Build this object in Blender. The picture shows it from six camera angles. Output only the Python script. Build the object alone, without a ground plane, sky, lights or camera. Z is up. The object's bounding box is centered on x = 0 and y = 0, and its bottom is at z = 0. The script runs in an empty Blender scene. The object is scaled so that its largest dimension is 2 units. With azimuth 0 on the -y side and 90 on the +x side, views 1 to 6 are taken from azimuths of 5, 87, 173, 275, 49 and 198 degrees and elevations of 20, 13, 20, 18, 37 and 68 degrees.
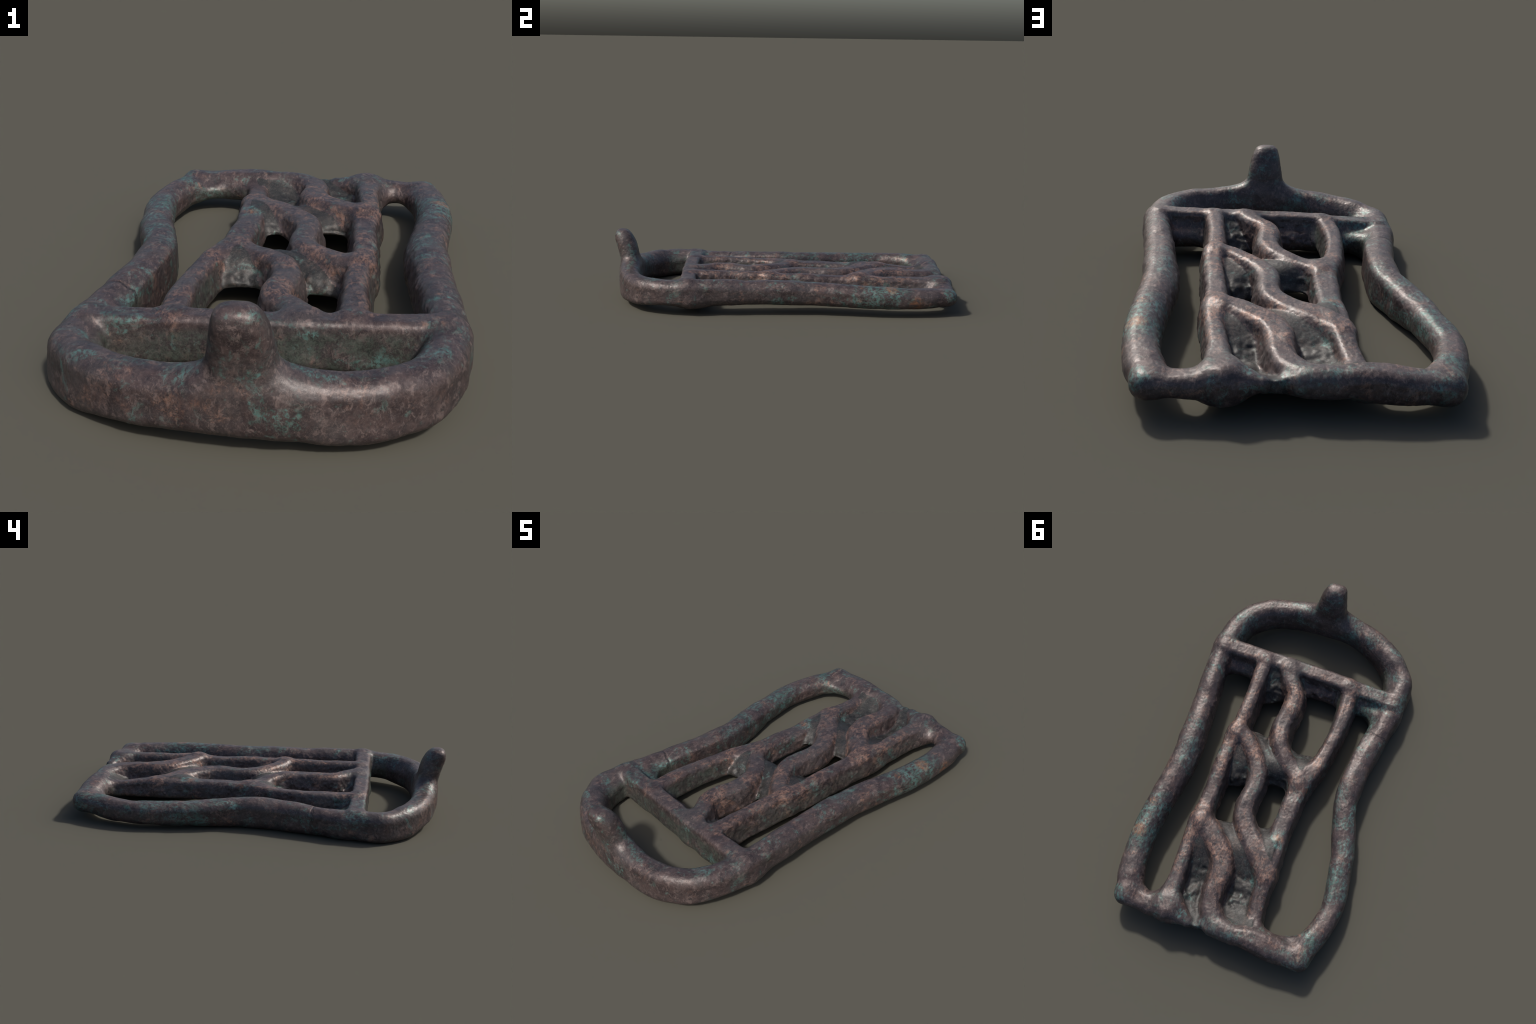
# Cast bronze openwork buckle plate: a wavy outer frame with an upturned hook,
# a straight crossbar, two side bars and three S-shaped strands with sunken webs.
# Everything is described as bars swept along curves (centre line, half width,
# top and bottom height), melted together as a signed distance field and meshed.
import bpy, numpy as np
from mathutils import Vector

VOX = 0.0038
rng = np.random.default_rng(7)

# ------------------------------------------------------------------ field
LO = np.array([-0.68, -1.08, -0.05])
HI = np.array([0.68, 1.08, 0.46])
DIM = np.ceil((HI - LO) / VOX).astype(int) + 1
AX = [LO[i] + VOX * np.arange(DIM[i]) for i in range(3)]
FIELD = np.full(DIM, 1.0, np.float32)
BEST = np.full(DIM, 1.0, np.float32)
LABEL = np.zeros(DIM, np.int8)
KINDS = []


def top(x, y):
    """height of the plate's upper face (it lies slightly tilted)"""
    return 0.166 + 0.050 * x - 0.026 * y


def bottom(x, y):
    return 0.036 + 0.050 * x - 0.004 * y


def smooth_curve(p, n):
    """Catmull-Rom through the control rows, n pieces per span"""
    p = np.asarray(p, float)
    q = np.vstack([2 * p[0] - p[1], p, 2 * p[-1] - p[-2]])
    out = []
    for i in range(len(p) - 1):
        a, b, c, d = q[i:i + 4]
        for t in np.arange(n) / n:
            out.append(0.5 * (2 * b + (c - a) * t + (2 * a - 5 * b + 4 * c - d) * t * t
                              + (3 * b - a - 3 * c + d) * t ** 3))
    out.append(p[-1])
    return np.array(out)


def window(lo, hi):
    a = np.clip(np.floor((np.asarray(lo) - LO) / VOX).astype(int), 0, DIM - 1)
    b = np.clip(np.ceil((np.asarray(hi) - LO) / VOX).astype(int) + 1, 1, DIM)
    return tuple(slice(int(i), int(j)) for i, j in zip(a, b))


def grids(w):
    return (AX[0][w[0]][:, None, None].astype(np.float32),
            AX[1][w[1]][None, :, None].astype(np.float32),
            AX[2][w[2]][None, None, :].astype(np.float32))


def melt(w, d, k, kind):
    """smooth union of the piece d into the field"""
    if kind not in KINDS:
        KINDS.append(kind)
    f = FIELD[w]
    h = np.maximum(k - np.abs(f - d), 0) / k
    FIELD[w] = np.minimum(f, d) - h * h * k * 0.25
    nearer = d < BEST[w]
    LABEL[w][nearer] = KINDS.index(kind)
    BEST[w] = np.minimum(BEST[w], d)


def bar(kind, rows, r=0.03, k=0.03, n=5, lean=0.0, rb=None, tilt=0.0):
    """rows: x, y, half width, top height, bottom height.  r and rb: rounding of
    the upper and lower edges.  lean: how far the flanks spread towards the base.
    tilt: the bar leans over to the right of its course."""
    rb = r if rb is None else rb
    p = smooth_curve(rows, n)
    pad = 0.07
    m = p[:, 2].max() + lean * 0.15 + pad
    W = window([p[:, 0].min() - m, p[:, 1].min() - m, p[:, 4].min() - pad],
               [p[:, 0].max() + m, p[:, 1].max() + m, p[:, 3].max() + pad])
    X, Y, Z = grids(W)
    shape = FIELD[W].shape[:2] + (1,)
    near = np.full(shape, 9.0, np.float32)
    hw, zt, zb, side = (np.zeros(shape, np.float32) for _ in range(4))
    for a, b in zip(p[:-1], p[1:]):
        ex, ey = b[0] - a[0], b[1] - a[1]
        t = np.clip(((X - a[0]) * ex + (Y - a[1]) * ey) / (ex * ex + ey * ey + 1e-12), 0, 1)
        d = np.hypot(X - a[0] - t * ex, Y - a[1] - t * ey)
        c = d < near
        near = np.where(c, d, near)
        side = np.where(c, np.sign(ex * (Y - a[1]) - ey * (X - a[0])), side)
        hw = np.where(c, a[2] + t * (b[2] - a[2]), hw)
        zt = np.where(c, a[3] + t * (b[3] - a[3]), zt)
        zb = np.where(c, a[4] + t * (b[4] - a[4]), zb)
    mid, hh = (zt + zb) * 0.5, (zt - zb) * 0.5
    rr = np.where(Z > mid, r, rb)
    if tilt:
        near = np.abs(near * side + tilt * (Z - mid))
    rr = np.minimum(np.minimum(rr, hw * 0.95), hh * 0.95)
    q = near - hw + rr - lean * np.clip(zt - Z, 0, 0.15)
    v = np.abs(Z - mid) - hh + rr
    melt(W, np.hypot(np.maximum(q, 0), np.maximum(v, 0)) + np.minimum(np.maximum(q, v), 0) - rr, k, kind)


def spike(kind, rows, k=0.04, n=5):
    """a tongue with rounded-box cross-section along a rising spine:
    x, y, z, half width across (x), half depth (y)"""
    p = smooth_curve(rows, n)
    pad = 0.09
    W = window([(p[:, 0] - p[:, 3]).min() - pad, (p[:, 1] - p[:, 4]).min() - pad, p[:, 2].min() - pad],
               [(p[:, 0] + p[:, 3]).max() + pad, (p[:, 1] + p[:, 4]).max() + pad, p[:, 2].max() + pad])
    X, Y, Z = grids(W)
    D = np.full(FIELD[W].shape, 1.0, np.float32)
    for a, b in zip(p[:-1], p[1:]):
        e = b - a
        t = np.clip(((X - a[0]) * e[0] + (Y - a[1]) * e[1] + (Z - a[2]) * e[2]) / (e[:3] @ e[:3]), 0, 1)
        wx, wy = a[3] + t * e[3], a[4] + t * e[4]
        dx, dy, dz = X - a[0] - t * e[0], Y - a[1] - t * e[1], Z - a[2] - t * e[2]
        s = ((np.abs(dx / wx) ** 2.7 + np.abs(dy / wy) ** 2.7 + np.abs(dz / wy) ** 2.7) ** (1 / 2.7) - 1) * np.minimum(wx, wy)
        D = np.minimum(D, s)
    melt(W, D, k, kind)


def on_plate(rows):
    """x, y, half width, lift of the top, lift of the bottom relative to the plate"""
    return [(x, y, w, top(x, y) + a, bottom(x, y) + b) for x, y, w, a, b in rows]


# ------------------------------------------------------------------ outer frame
# right side, from the crossbar round the corner (x, y, half width, top, bottom)
bar("frame", [
    (.464, -.60, .053, .194, .050), (.462, -.45, .053, .193, .055), (.455, -.30, .057, .191, .058),
    (.452, -.15, .060, .188, .058), (.453, .03, .061, .184, .056), (.467, .20, .061, .178, .054),
    (.494, .38, .057, .172, .050), (.511, .53, .058, .164, .046), (.512, .66, .059, .157, .045),
    (.501, .77, .060, .151, .046), (.486, .865, .057, .145, .056)], r=.052, rb=.045)
# a rough swelling low on its inner flank
bar("frame", [(.440, -.40, .022, .11, .062), (.425, -.25, .026, .115, .062), (.414, -.08, .028, .12, .060),
              (.412, .06, .030, .13, .060), (.424, .18, .032, .13, .058), (.450, .32, .028, .125, .056),
              (.472, .45, .028, .12, .052), (.484, .58, .026, .115, .052), (.480, .72, .024, .11, .052),
              (.455, .82, .028, .10, .058)], r=.024, k=.04)
# front bow
bar("frame", [
    (.464, -.56, .053, .194, .050), (.453, -.64, .058, .192, .052), (.432, -.712, .059, .188, .050),
    (.379, -.802, .058, .188, .036), (.290, -.868, .056, .190, .030), (.172, -.898, .054, .190, .026),
    (.070, -.904, .055, .194, .038), (-.045, -.901, .058, .196, .048), (-.188, -.889, .059, .183, .044),
    (-.296, -.860, .060, .174, .030), (-.404, -.798, .058, .163, .012), (-.484, -.727, .053, .157, .002),
    (-.525, -.648, .051, .154, .000), (-.524, -.56, .054, .151, .000)], r=.048, rb=.034, tilt=.07, k=.008)
# its inner wall thickens towards the base
bar("frame", [(.425, -.60, .040, .13, .05), (.390, -.715, .032, .13, .045), (.318, -.800, .034, .13, .04), (.168, -.868, .034, .13, .036),
              (-.05, -.882, .034, .13, .045), (-.19, -.866, .032, .13, .040), (-.318, -.808, .032, .12, .026),
              (-.43, -.715, .03, .11, .01), (-.475, -.60, .036, .12, .01)], r=.03, k=.05)
# left side with its waist
bar("frame", [
    (-.520, -.60, .051, .151, .000), (-.516, -.50, .053, .147, .000), (-.501, -.42, .053, .145, .000),
    (-.472, -.27, .052, .147, .000), (-.449, -.16, .052, .150, .000), (-.428, -.04, .055, .152, .002),
    (-.426, .09, .054, .152, .003), (-.453, .23, .058, .146, .006), (-.485, .37, .059, .138, .009),
    (-.503, .49, .058, .134, .010), (-.511, .62, .058, .133, .013), (-.480, .77, .058, .134, .018),
    (-.440, .87, .062, .138, .034), (-.425, .925, .058, .138, .038)], r=.048, k=.008)
# upright, sharp-ridged inner flank at the waist
bar("frame", [(-.455, -.47, .046, .085, .010), (-.455, -.37, .036, .11, .006), (-.430, -.25, .032, .138, .004),
              (-.410, -.14, .032, .146, .004), (-.402, -.03, .032, .148, .006), (-.402, .08, .032, .142, .006),
              (-.426, .20, .032, .130, .010), (-.458, .33, .030, .120, .014)], r=.018, k=.03, lean=.05)
# end bar: short right part with its swollen knob
bar("end_bar", [
    (.490, .882, .054, .144, .060), (.43, .885, .052, .142, .068), (.36, .888, .052, .144, .066),
    (.30, .882, .066, .158, .055), (.255, .885, .075, .161, .048), (.205, .902, .057, .152, .055),
    (.152, .922, .026, .136, .086)], r=.042)
bar("end_bar", [
    (.072, .905, .022, .126, .092), (.02, .912, .036, .142, .076), (-.07, .914, .044, .150, .062),
    (-.16, .911, .055, .158, .056), (-.25, .920, .060, .152, .046), (-.34, .928, .056, .142, .042),
    (-.42, .932, .054, .138, .042)], r=.042)

# low fillets that round the corners of the side openings
bar("end_bar", [(.46, .850, .046, .115, .074), (.37, .880, .048, .110, .076), (.30, .850, .058, .115, .066)], r=.02, k=.035)
bar("end_bar", [(-.18, .880, .058, .115, .062), (-.28, .908, .056, .110, .052), (-.41, .880, .066, .105, .044)], r=.025, k=.035)

# ------------------------------------------------------------------ crossbar
bar("crossbar", [(.44, -.562, .043, .194, .052), (.20, -.558, .041, .184, .046), (0, -.553, .040, .178, .040),
                 (-.25, -.539, .042, .166, .034), (-.50, -.522, .047, .152, .022)], r=.02, k=.024, lean=.06)
# its foot spreads into the openings behind it
bar("crossbar", [(.44, -.515, .064, .120, .048), (.30, -.515, .056, .112, .046), (.10, -.512, .052, .105, .032), (-.20, -.500, .055, .100, .022),
                 (-.34, -.49, .060, .105, .020), (-.48, -.46, .076, .115, .014)], r=.04, k=.05)

# ------------------------------------------------------------------ lattice side bars
BAR = dict(r=.022, rb=.026, lean=.19, k=.030)
bar("lattice_bar", on_plate([
    (0.213, -0.54, 0.036, 0.000, 0.000), (0.215, -0.40, 0.032, 0.001, 0.000), (0.219, -0.28, 0.031, 0.001, 0.000),
    (0.227, -0.18, 0.031, 0.001, 0.000), (0.238, -0.08, 0.036, 0.001, 0.000), (0.248, 0.03, 0.031, 0.000, 0.000),
    (0.249, 0.12, 0.032, -0.001, 0.000), (0.251, 0.22, 0.036, -0.003, 0.000), (0.254, 0.31, 0.037, -0.003, 0.000),
    (0.260, 0.41, 0.042, 0.004, 0.000), (0.270, 0.51, 0.033, 0.003, 0.000), (0.271, 0.62, 0.030, 0.001, 0.000),
    (0.270, 0.72, 0.033, 0.000, 0.000), (0.275, 0.80, 0.044, 0.000, 0.000), (0.267, 0.87, 0.058, 0.002, 0.000)]), **BAR)
bar("lattice_bar", on_plate([
    (-0.269, -0.52, 0.037, 0.000, 0.015), (-0.276, -0.40, 0.036, 0.000, 0.018), (-0.269, -0.28, 0.032, 0.000, 0.020),
    (-0.251, -0.17, 0.033, 0.001, 0.020), (-0.227, -0.06, 0.036, 0.002, 0.020), (-0.181, 0.04, 0.048, 0.002, 0.020),
    (-0.163, 0.13, 0.046, 0.002, 0.020), (-0.156, 0.23, 0.044, 0.002, 0.020), (-0.149, 0.32, 0.042, 0.000, 0.020),
    (-0.149, 0.40, 0.042, 0.002, 0.020), (-0.150, 0.50, 0.043, 0.006, 0.020), (-0.152, 0.60, 0.041, 0.006, 0.020),
    (-0.153, 0.67, 0.038, 0.001, 0.018), (-0.155, 0.74, 0.037, -0.008, 0.018), (-0.160, 0.81, 0.037, -0.012, 0.018),
    (-0.170, 0.88, 0.038, -0.012, 0.018)]), **BAR)

# ------------------------------------------------------------------ S-shaped strands
STRAND = dict(r=.024, rb=.03, lean=.26, k=.032)
bar("wavy_strand", on_plate([
    (.076, -.53, .045, .003, .01), (.042, -.46, .037, .003, .01), (.007, -.41, .034, .003, .01),
    (-.004, -.36, .037, .003, .01), (.000, -.30, .038, .003, .01), (.012, -.23, .039, .003, .01),
    (.012, -.165, .039, .003, .01), (-.007, -.10, .037, .003, .015), (-.050, -.043, .038, .002, .025),
    (-.105, .010, .037, .002, .035), (-.155, .065, .040, .002, .035)]), **STRAND)
bar("wavy_strand", on_plate([
    (.235, -.10, .040, .006, .03), (.178, -.085, .038, .006, .03), (.130, -.035, .036, .005, .025),
    (.085, .022, .036, .003, .02), (.053, .09, .038, .002, .02), (.047, .16, .037, .002, .02),
    (.058, .25, .037, .004, .02), (.048, .325, .043, .006, .025), (.012, .392, .047, .008, .035),
    (-.043, .455, .049, .010, .05), (-.100, .520, .048, .010, .05), (-.150, .585, .044, .007, .04)]), **STRAND)
bar("wavy_strand", on_plate([
    (.245, .41, .042, .014, .04), (.192, .448, .048, .015, .05), (.142, .500, .051, .016, .045),
    (.094, .558, .050, .017, .03), (.070, .630, .047, .016, .02), (.071, .700, .043, .013, .01),
    (.073, .760, .041, .010, .01), (.055, .830, .043, .008, .02), (.010, .882, .038, .006, .03),
    (-.055, .905, .030, .006, .04)]), **STRAND)

# ------------------------------------------------------------------ sunken webs between the strands
# One sunken floor runs under the strands, scooped like saddles at the forks.
# It dips through its own underside in four places, which leaves the oval holes.
# x, y, height of the floor, height of its underside
FLOOR = np.array([
    # opening between crossbar and first fork on the left
    (-.10, -.50, .07, .03), (-.11, -.455, .030, .035), (-.11, -.34, -.03, .05), (-.13, -.20, -.01, .055),
    (-.133, -.120, .062, .060), (-.14, -.072, .128, .06), (-.16, .01, .156, .06),
    # opening between crossbar and first fork on the right
    (.145, -.51, .155, .04), (.138, -.455, .132, .045), (.130, -.40, .100, .045), (.125, -.345, .046, .045),
    (.130, -.255, .0, .055), (.118, -.162, .068, .066), (.115, -.128, .116, .066), (.105, -.065, .142, .06),
    # saddle between first and second strand
    (.055, -.005, .144, .06), (.012, .035, .138, .06), (-.030, .070, .116, .06), (-.045, .108, .055, .055),
    # second opening on the left
    (-.050, .22, -.01, .06), (-.074, .325, .082, .078), (-.088, .382, .134, .08), (-.115, .48, .156, .08),
    # second opening on the right
    (.205, .00, .152, .06), (.188, .060, .130, .05), (.172, .125, .096, .045), (.165, .175, .044, .045),
    (.170, .275, -.005, .06), (.138, .362, .088, .085), (.135, .400, .130, .08), (.108, .46, .144, .07),
    # long saddle and pocket between second and third strand
    (.050, .50, .142, .065), (.000, .555, .126, .055), (-.035, .62, .092, .045), (-.045, .70, .076, .04),
    (-.055, .79, .094, .04), (-.080, .87, .128, .045),
    # pocket beside the right bar that drains out over the end
    (.215, .535, .152, .06), (.188, .60, .118, .055), (.168, .70, .076, .05), (.155, .79, .084, .055),
    (.128, .87, .108, .07), (.105, .93, .124, .086)])


def thin_plate(points, values, X, Y, soft=2e-4):
    def bend(r2):
        return 0.5 * r2 * np.log(r2 + 1e-9)
    n = len(points)
    A = np.zeros((n + 3, n + 3))
    A[:n, :n] = bend(((points[:, None] - points[None]) ** 2).sum(-1)) + soft * np.eye(n)
    A[:n, n], A[:n, n + 1:] = 1, points
    A[n:, :n] = A[:n, n:].T
    c = np.linalg.solve(A, np.r_[values, 0, 0, 0])
    out = c[n] + c[n + 1] * X + c[n + 2] * Y
    for (px, py), w in zip(points, c):
        out = out + w * bend((X - px) ** 2 + (Y - py) ** 2)
    return out


def soft_max(a, b, k):
    h = np.maximum(k - np.abs(a - b), 0) / k
    return np.maximum(a, b) + h * h * k * 0.25


W = window([-.38, -.62, -.03], [.38, 1.03, .22])
X, Y, Z = grids(W)
zf = np.clip(thin_plate(FLOOR[:, :2], FLOOR[:, 2], X, Y), -.08, .165)
zu = np.clip(thin_plate(FLOOR[:, :2], FLOOR[:, 3], X, Y), .025, .10)
gx, gy = np.gradient(zf[:, :, 0], VOX)
slope = np.sqrt(1 + gx ** 2 + gy ** 2)[:, :, None]
left = np.interp(AX[1][W[1]], [-.52, -.28, -.06, .04, .3, .9], [-.275, -.270, -.228, -.182, -.15, -.16])[None, :, None]
right = np.interp(AX[1][W[1]], [-.54, -.18, .03, .41, .62, .80, .93], [.214, .230, .250, .262, .275, .26, .14])[None, :, None]
d = soft_max((Z - zf) / slope, zu - Z, .025)
d = np.maximum(np.maximum(d, left - X), np.maximum(X - right, np.maximum(-.53 - Y, Y - np.interp(X, [.02, .09, .14, .21], [.875, .935, .935, .875]))))
melt(W, d.astype(np.float32), .014, "sunken_web")

# ------------------------------------------------------------------ hook
spike("hook", [
    (-.043, -.905, .110, .135, .055), (-.043, -.908, .160, .108, .055), (-.043, -.913, .207, .088, .056),
    (-.045, -.924, .260, .077, .056), (-.048, -.940, .305, .066, .051), (-.051, -.954, .333, .056, .045)], k=.045)

# ------------------------------------------------------------------ mesh the field (surface nets)
def noise3(p, scale, seed):
    """smooth value noise, roughly -1 to 1"""
    g = np.random.default_rng(seed).uniform(-1, 1, (32, 32, 32))
    q = p * scale + 100.0
    i = np.floor(q).astype(int)
    f = q - i
    f = f * f * f * (f * (f * 6 - 15) + 10)
    out = 0
    for dx in (0, 1):
        for dy in (0, 1):
            for dz in (0, 1):
                w = (f[:, 0] if dx else 1 - f[:, 0]) * (f[:, 1] if dy else 1 - f[:, 1]) * (f[:, 2] if dz else 1 - f[:, 2])
                out = out + w * g[(i[:, 0] + dx) % 32, (i[:, 1] + dy) % 32, (i[:, 2] + dz) % 32]
    return out


def surface_nets(F):
    S = F < 0
    n = np.array(F.shape)
    c = np.zeros(n - 1, np.int8)
    for dx in (0, 1):
        for dy in (0, 1):
            for dz in (0, 1):
                c += S[dx:n[0] - 1 + dx, dy:n[1] - 1 + dy, dz:n[2] - 1 + dz]
    cells = np.argwhere((c > 0) & (c < 8))
    index = np.full(n - 1, -1, np.int32)
    index[tuple(cells.T)] = np.arange(len(cells))
    total, count = np.zeros((len(cells), 3)), np.zeros(len(cells))
    corners = [(a, b, d) for a in (0, 1) for b in (0, 1) for d in (0, 1)]
    for a in corners:
        for axis in range(3):
            if a[axis]:
                continue
            b = list(a)
            b[axis] = 1
            fa = F[tuple((cells + a).T)]
            fb = F[tuple((cells + b).T)]
            hit = (fa < 0) != (fb < 0)
            t = np.where(hit, fa / np.where(hit, fa - fb, 1), 0)
            p = np.array(a, float)[None] + t[:, None] * np.eye(3)[axis][None]
            total += p * hit[:, None]
            count += hit
    verts = LO + VOX * (cells + total / count[:, None])
    quads = []
    for axis in range(3):
        u, v = (axis + 1) % 3, (axis + 2) % 3
        sl0, sl1 = [slice(None)] * 3, [slice(None)] * 3
        sl0[axis], sl1[axis] = slice(0, -1), slice(1, None)
        A, B = S[tuple(sl0)], S[tuple(sl1)]
        e = np.argwhere(A != B)
        e = e[(e[:, u] > 0) & (e[:, v] > 0)]
        inside = A[tuple(e.T)]
        eu, ev = np.eye(3, dtype=int)[u], np.eye(3, dtype=int)[v]
        q = np.stack([index[tuple(x.T)] for x in (e - eu - ev, e - ev, e, e - eu)], 1)
        q[~inside] = q[~inside][:, ::-1]
        quads.append(q)
    return verts, np.vstack(quads)


verts, quads = surface_nets(FIELD)


def normals_of(v):
    a, b, c, d = (v[quads[:, i]] for i in range(4))
    fn = np.cross(c - a, d - b)
    out = np.zeros_like(v)
    for i in range(4):
        for j in range(3):
            out[:, j] += np.bincount(quads[:, i], fn[:, j], len(v))
    return out / (np.linalg.norm(out, axis=1, keepdims=True) + 1e-12)


def relax(v, times):
    deg = np.bincount(quads.ravel(), minlength=len(v)) * 2
    for _ in range(times):
        s = np.zeros_like(v)
        for i in range(4):
            nb = v[quads[:, i - 1]] + v[quads[:, (i + 1) % 4]]
            for j in range(3):
                s[:, j] += np.bincount(quads[:, i], nb[:, j], len(v))
        v = v * 0.5 + 0.5 * s / deg[:, None]
    return v


verts = relax(verts, 3)
nrm = normals_of(verts)
# worn and corroded casting: broad lumps, pitted and lumpy flanks, finer grain
flank = np.clip(1.15 - np.abs(nrm[:, 2]) * 1.3, 0, 1)
inward = -(nrm[:, 0] * np.sign(verts[:, 0]) + 0 * nrm[:, 1])
flank *= np.where(np.abs(verts[:, 0]) > .34, np.where(verts[:, 0] > 0, np.clip(inward * 2, .2, 1), .2), .8)
flank[verts[:, 1] < -.55] *= 0.3
push = 0.0048 * noise3(verts, 9, 1) + 0.0016 * noise3(verts, 20, 2)
push += flank * (0.0034 * noise3(verts * [1, 1, .6], 34, 3) + 0.0018 * noise3(verts, 75, 4))
push += 0.0006 * noise3(verts, 110, 5)
# coarse, blistered floors inside the pockets
floor = np.clip((top(verts[:, 0], verts[:, 1]) - .035 - verts[:, 2]) / .03, 0, 1) * np.clip(nrm[:, 2] * 2, 0, 1)
floor *= (np.abs(verts[:, 0] - .04) < .24) & (verts[:, 1] > -.5) & (verts[:, 1] < .9)
push += floor * (0.008 * noise3(verts, 24, 6) + 0.004 * noise3(verts, 50, 7))
# the crack across the left side of the frame
d = verts[:, 1] + .300 + .25 * (verts[:, 0] + .47) + .003 * noise3(verts, 40, 8)
push -= 0.0025 * np.exp(-(d / .004) ** 2) * (verts[:, 0] < -.40) * np.clip((verts[:, 2] - .05) / .05, 0, 1)
verts = verts + nrm * push[:, None]

# stand it on the ground, centred, two metres long
lo, hi = verts.min(0), verts.max(0)
verts[:, :2] -= (lo[:2] + hi[:2]) / 2
print("lowest point before standing:", lo[2])
low = verts[:, 2] < 0.006          # it rests on worn, flattened patches
verts[low, 2] = 0.006 * np.exp((verts[low, 2] - 0.006) / 0.006)
verts[:, 2] -= verts[:, 2].min()
verts *= 2.0 / (hi[1] - lo[1])
nrm = normals_of(verts)

# ------------------------------------------------------------------ material
def bronze(name, hollow=False):
    m = bpy.data.materials.new(name)
    m.use_nodes = True
    T = m.node_tree
    T.nodes.clear()

    def node(kind, **kw):
        n = T.nodes.new(kind)
        for a, b in kw.items():
            setattr(n, a, b)
        return n

    def put(sock, v):
        if isinstance(v, bpy.types.NodeSocket):
            T.links.new(v, sock)
        else:
            sock.default_value = v

    co = node("ShaderNodeTexCoord").outputs["Object"]

    def noise(scale, detail=4, rough=.6, warp=0, stretch=(1, 1, 1), shift=(0, 0, 0)):
        mp = node("ShaderNodeMapping")
        put(mp.inputs["Vector"], co)
        mp.inputs["Scale"].default_value = stretch
        mp.inputs["Location"].default_value = shift
        n = node("ShaderNodeTexNoise")
        put(n.inputs["Vector"], mp.outputs[0])
        put(n.inputs["Scale"], scale)
        put(n.inputs["Detail"], detail)
        put(n.inputs["Roughness"], rough)
        put(n.inputs["Distortion"], warp)
        return n.outputs["Fac"]

    def ramp(v, a, b, lo=0., hi=1.):
        n = node("ShaderNodeMapRange", interpolation_type="SMOOTHSTEP")
        put(n.inputs["Value"], v)
        for s, x in zip(("From Min", "From Max", "To Min", "To Max"), (a, b, lo, hi)):
            put(n.inputs[s], x)
        return n.outputs[0]

    def math(op, a, b=0., c=0.):
        n = node("ShaderNodeMath", operation=op)
        for s, x in zip(n.inputs, (a, b, c)):
            put(s, x)
        return n.outputs[0]

    def mix(f, a, b, blend="MIX"):
        n = node("ShaderNodeMix", data_type="RGBA", blend_type=blend)
        put(n.inputs[0], f)
        put(n.inputs[6], a if not isinstance(a, tuple) else (*a, 1))
        put(n.inputs[7], b if not isinstance(b, tuple) else (*b, 1))
        return n.outputs[2]

    def spot(x, y, z, r, soft=.6):
        n = node("ShaderNodeVectorMath", operation="DISTANCE")
        put(n.inputs[0], co)
        n.inputs[1].default_value = (x, y, z)
        return ramp(n.outputs["Value"], r, r * (1 - soft), 0, 1)

    def add(*v):
        out = v[0]
        for x in v[1:]:
            out = math("ADD", out, x)
        return out

    broad = noise(5, 5, .62, .4)
    mid = noise(17, 5, .65, .5, shift=(3, 1, 2))
    fine = noise(46, 7, .75, .6, stretch=(1, .6, .7))
    grain = noise(190, 3, .7)
    speck = noise(95, 6, .72, .5, stretch=(1, .5, .9), shift=(4, 4, 1))

    streak = noise(70, 6, .8, .8, stretch=(1, .38, .8), shift=(2, 6, 8))

    def coord(axis):
        n = node("ShaderNodeSeparateXYZ")
        put(n.inputs[0], co)
        return n.outputs[axis]

    def box(axis, a, b, soft):
        v = coord(axis)
        return math("MULTIPLY", ramp(v, a - soft, a + soft), ramp(v, b + soft, b - soft))

    x, y, z = coord(0), coord(1), coord(2)
    # height above the plate's tilted upper face
    plate = add(math("MULTIPLY", x, .050), math("MULTIPLY", y, -.026), .166)
    depth = math("SUBTRACT", plate, z)
    lattice = math("MULTIPLY", box(0, -.30, .31, .03), box(1, -.56, .88, .05))
    crest = math("MULTIPLY", lattice, ramp(depth, .030, .006))
    # purple brown to grey ground tone
    col = mix(ramp(mid, .36, .64), (.036, .026, .027), (.076, .053, .051))
    col = mix(ramp(broad, .44, .62, 0, .6), col, (.068, .060, .060))
    col = mix(ramp(fine, .52, .62, 0, .75), col, (.145, .108, .100))
    col = mix(ramp(streak, .55, .68, 0, .7), col, (.165, .120, .108))
    col = mix(ramp(streak, .45, .33, 0, .75), col, (.030, .026, .030))
    col = mix(ramp(speck, .48, .34, 0, .6), col, (.028, .025, .029))
    wear = node("ShaderNodeNewGeometry").outputs["Pointiness"]
    wear = math("MULTIPLY", ramp(wear, .503, .535), lattice)
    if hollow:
        # dark slate colour over the sunken floors
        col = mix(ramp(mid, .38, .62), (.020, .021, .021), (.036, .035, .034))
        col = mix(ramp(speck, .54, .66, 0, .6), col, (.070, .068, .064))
    # copper showing through, mostly on the rubbed crests of the lattice
    cu = noise(9, 6, .72, .8, shift=(7, 2, 5))
    strand = add(spot(0, -.36, .17, .15, .4), spot(.22, .44, .17, .25), spot(.08, .60, .17, .18), spot(-.12, .5, .16, .15), spot(.22, -.1, .17, .22))
    rub = add(cu, math("MULTIPLY", crest, .015), math("MULTIPLY", wear, .11), math("MULTIPLY", strand, .075),
              math("MULTIPLY", math("MULTIPLY", box(1, -1.05, -.6, .04), ramp(x, -.25, .1)), -.06))
    cu = math("MULTIPLY", ramp(rub, .51, .70), ramp(add(speck, math("MULTIPLY", fine, .8)), .80, 1.05))
    col = mix(math("MULTIPLY", cu, .15 if hollow else .75), col, (.275, .152, .108))
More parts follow.
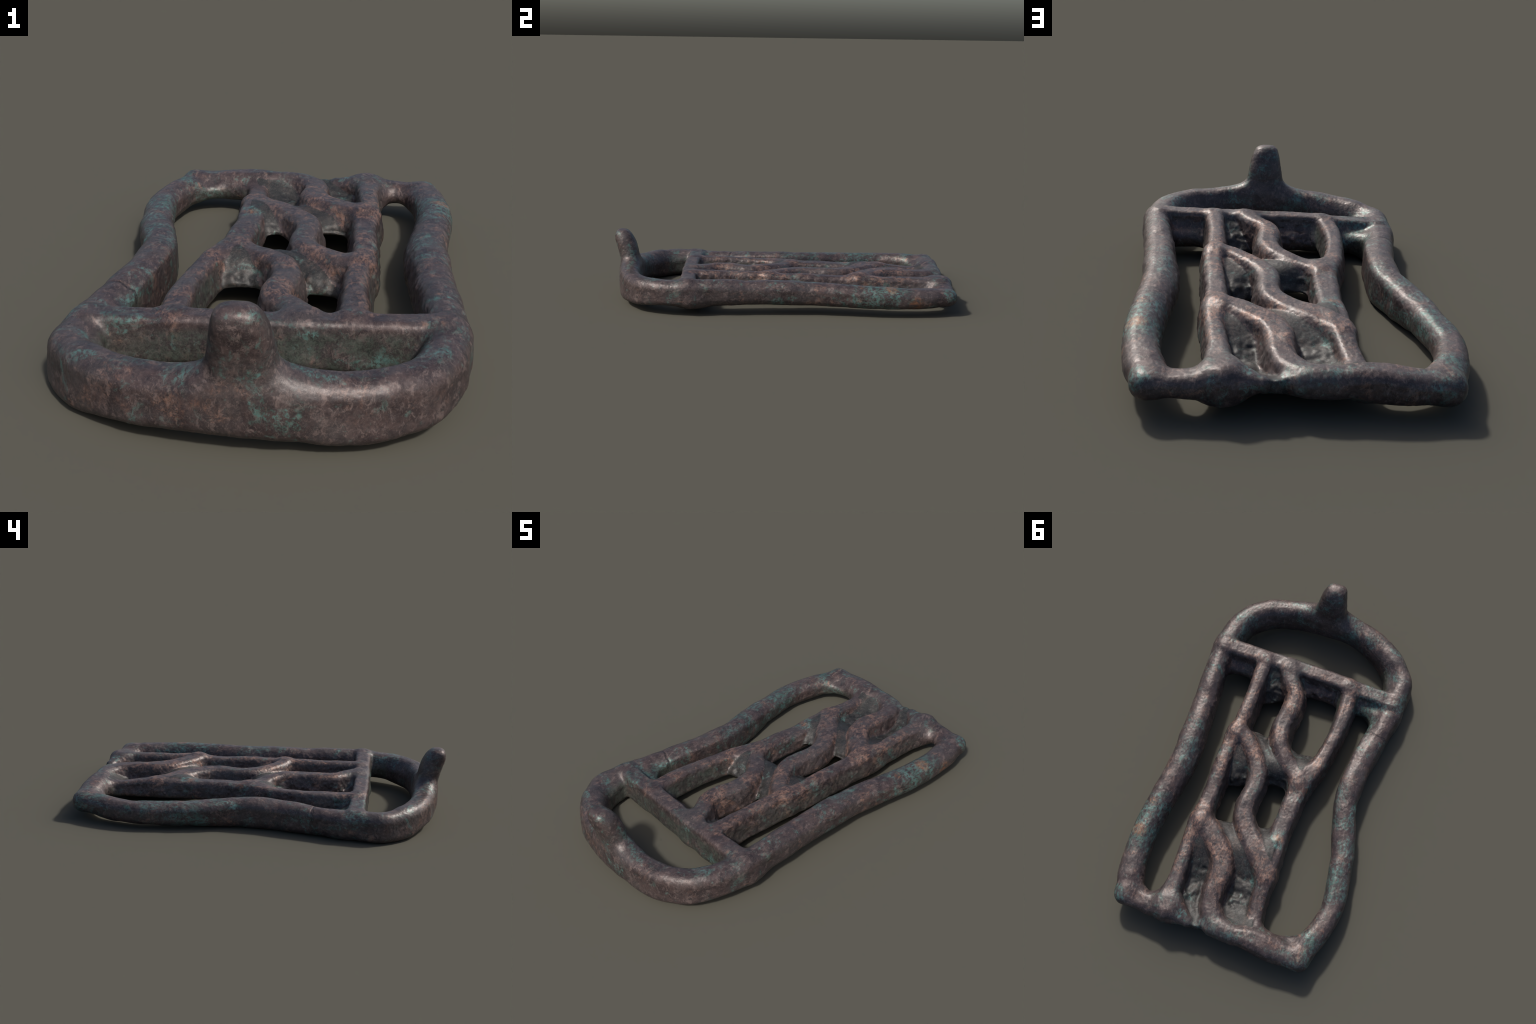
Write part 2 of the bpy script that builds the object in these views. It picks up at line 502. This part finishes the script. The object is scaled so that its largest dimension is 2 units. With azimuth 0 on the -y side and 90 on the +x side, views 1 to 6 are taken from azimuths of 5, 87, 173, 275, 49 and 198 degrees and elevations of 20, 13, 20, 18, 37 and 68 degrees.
    # shade of the less lit inner walls, painted in as dark grey-green
    wall = math("MULTIPLY", box(1, -.70, -.574, .012), math("MULTIPLY", box(0, -.46, .40, .04), ramp(depth, .02, .055)))
    wall = add(wall, math("MULTIPLY", math("MULTIPLY", box(0, -.245, -.19, .02), box(1, -.50, -.10, .06)), ramp(depth, .015, .045)),
               math("MULTIPLY", math("MULTIPLY", box(0, -.47, -.36, .03), box(1, -.50, -.30, .04)), ramp(depth, .02, .05)),
               math("MULTIPLY", math("MULTIPLY", box(0, -.46, -.10, .06), box(1, .80, .90, .05)), ramp(depth, .02, .05)),
               math("MULTIPLY", math("MULTIPLY", box(0, .24, .33, .02), box(1, -.5, .8, .06)), ramp(depth, .02, .06, 0, .5)))
    wall = math("MULTIPLY", wall, ramp(add(mid, math("MULTIPLY", speck, .5)), .55, .85))
    col = mix(math("MULTIPLY", wall, .8), col, mix(ramp(speck, .38, .58), (.026, .036, .030), (.060, .078, .064)))
    # green and teal patina in flecks and crusts
    gr = noise(7, 6, .7, .8, shift=(1, 9, 4))
    where = add(math("MULTIPLY", spot(-.50, .35, .12, .42), .10), math("MULTIPLY", spot(.54, .50, .15, .22), .17),
                math("MULTIPLY", spot(-.20, .10, .15, .13), .12), math("MULTIPLY", spot(-.16, .40, .15, .09), .14),
                math("MULTIPLY", spot(-.06, -.95, .34, .14), .08), math("MULTIPLY", spot(.50, -.66, .18, .15), .07),
                math("MULTIPLY", spot(.53, .90, .13, .06), .25), math("MULTIPLY", spot(-.5, -.45, .14, .28), .09),
                math("MULTIPLY", spot(.04, .17, .16, .05), .14), math("MULTIPLY", spot(-.22, -.84, .17, .16), .07),
                math("MULTIPLY", spot(-.40, .88, .13, .14), .08), math("MULTIPLY", lattice, -.03), math("MULTIPLY", box(1, -.72, -.53, .03), -.04))
    gm = math("MULTIPLY", ramp(add(gr, where), .53, .66), ramp(add(speck, math("MULTIPLY", fine, .6)), .72, .90, .0, 1))
    col = mix(math("MULTIPLY", gm, .9), col, mix(ramp(mid, .4, .6), (.052, .110, .095), (.090, .190, .175)))
    # small stray flecks of the same green everywhere
    stray = noise(26, 5, .7, .4, shift=(9, 3, 3))
    col = mix(ramp(stray, .60, .70, 0, .65), col, (.085, .145, .130))
    # rusty spots beside the green
    ru = math("MULTIPLY", add(spot(.535, .565, .15, .05), spot(-.15, .40, .14, .035), spot(.52, .40, .17, .025),
                              spot(.56, .70, .08, .06), spot(-.21, .12, .15, .03), spot(-.14, -.98, .14, .03)), ramp(fine, .40, .6))
    col = mix(math("MULTIPLY", ru, .7), col, (.26, .105, .045))
    # the crack across the left side of the frame
    line = math("ABSOLUTE", add(y, .3055, math("MULTIPLY", add(x, .47), .25), math("MULTIPLY", add(mid, -.5), .10), math("MULTIPLY", add(fine, -.5), .016)))
    line = math("MULTIPLY", ramp(line, .0065, .002), math("MULTIPLY", ramp(x, -.395, -.405), ramp(z, .05, .09)))
    col = mix(math("MULTIPLY", math("MULTIPLY", line, ramp(speck, .32, .55)), .8), col, (.012, .010, .010))
    # fine speckle
    col = mix(ramp(grain, .48, .68, .0, .25), col, (.150, .122, .116))
    b = node("ShaderNodeBsdfPrincipled")
    put(b.inputs["Base Color"], col)
    put(b.inputs["Metallic"], .25)
    put(b.inputs["Roughness"], ramp(fine, .3, .7, .50, .62) if hollow else ramp(fine, .3, .7, .36, .52))
    h = add(math("MULTIPLY", fine, .35), math("MULTIPLY", grain, .35), math("MULTIPLY", speck, .5))
    bp = node("ShaderNodeBump")
    put(bp.inputs["Height"], h)
    put(bp.inputs["Strength"], .2)
    put(bp.inputs["Distance"], .005)
    put(b.inputs["Normal"], bp.outputs[0])
    o = node("ShaderNodeOutputMaterial")
    put(o.inputs[0], b.outputs[0])
    return m


MAT = bronze("patinated_bronze")
DARK = bronze("dark_slate_hollows", True)

# ------------------------------------------------------------------ parts
root = bpy.data.objects.new("belt_buckle", None)
bpy.context.collection.objects.link(root)
root["label"] = "ancient bronze openwork belt buckle plate with upturned hook"
root["category"] = "belt buckle"

mid_points = verts[quads].mean(1)
undo = (hi[1] - lo[1]) / 2.0
raw = mid_points * undo
raw[:, :2] += (lo[:2] + hi[:2]) / 2
cell = np.clip(np.rint((raw - LO) / VOX).astype(int), 0, DIM - 1)
label = LABEL[tuple(cell.T)].astype(int)
pieces = []
for i, kind in enumerate(KINDS):
    if kind == "lattice_bar":
        pieces += [(kind, (label == i) & (raw[:, 0] > .06)), (kind, (label == i) & (raw[:, 0] <= .06))]
    elif kind == "wavy_strand":
        yy = raw[:, 1] + raw[:, 0] * .9
        pieces += [(kind, (label == i) & (yy < -.06)), (kind, (label == i) & (yy >= -.06) & (yy < .47)),
                   (kind, (label == i) & (yy >= .47))]
    else:
        pieces.append((kind, label == i))
for kind, pick in pieces:
    q = quads[pick]
    if not len(q):
        continue
    used, inv = np.unique(q.ravel(), return_inverse=True)
    me = bpy.data.meshes.new(kind)
    me.vertices.add(len(used))
    me.vertices.foreach_set("co", verts[used].astype(np.float32).ravel())
    me.loops.add(q.size)
    me.loops.foreach_set("vertex_index", inv.astype(np.int32).ravel())
    me.polygons.add(len(q))
    me.polygons.foreach_set("loop_start", np.arange(0, q.size, 4, dtype=np.int32))
    me.polygons.foreach_set("use_smooth", np.ones(len(q), bool))
    me.update(calc_edges=True)
    me.normals_split_custom_set_from_vertices(nrm[used].tolist())
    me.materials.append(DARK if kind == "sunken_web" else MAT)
    ob = bpy.data.objects.new(kind, me)
    bpy.context.collection.objects.link(ob)
    ob.parent = root
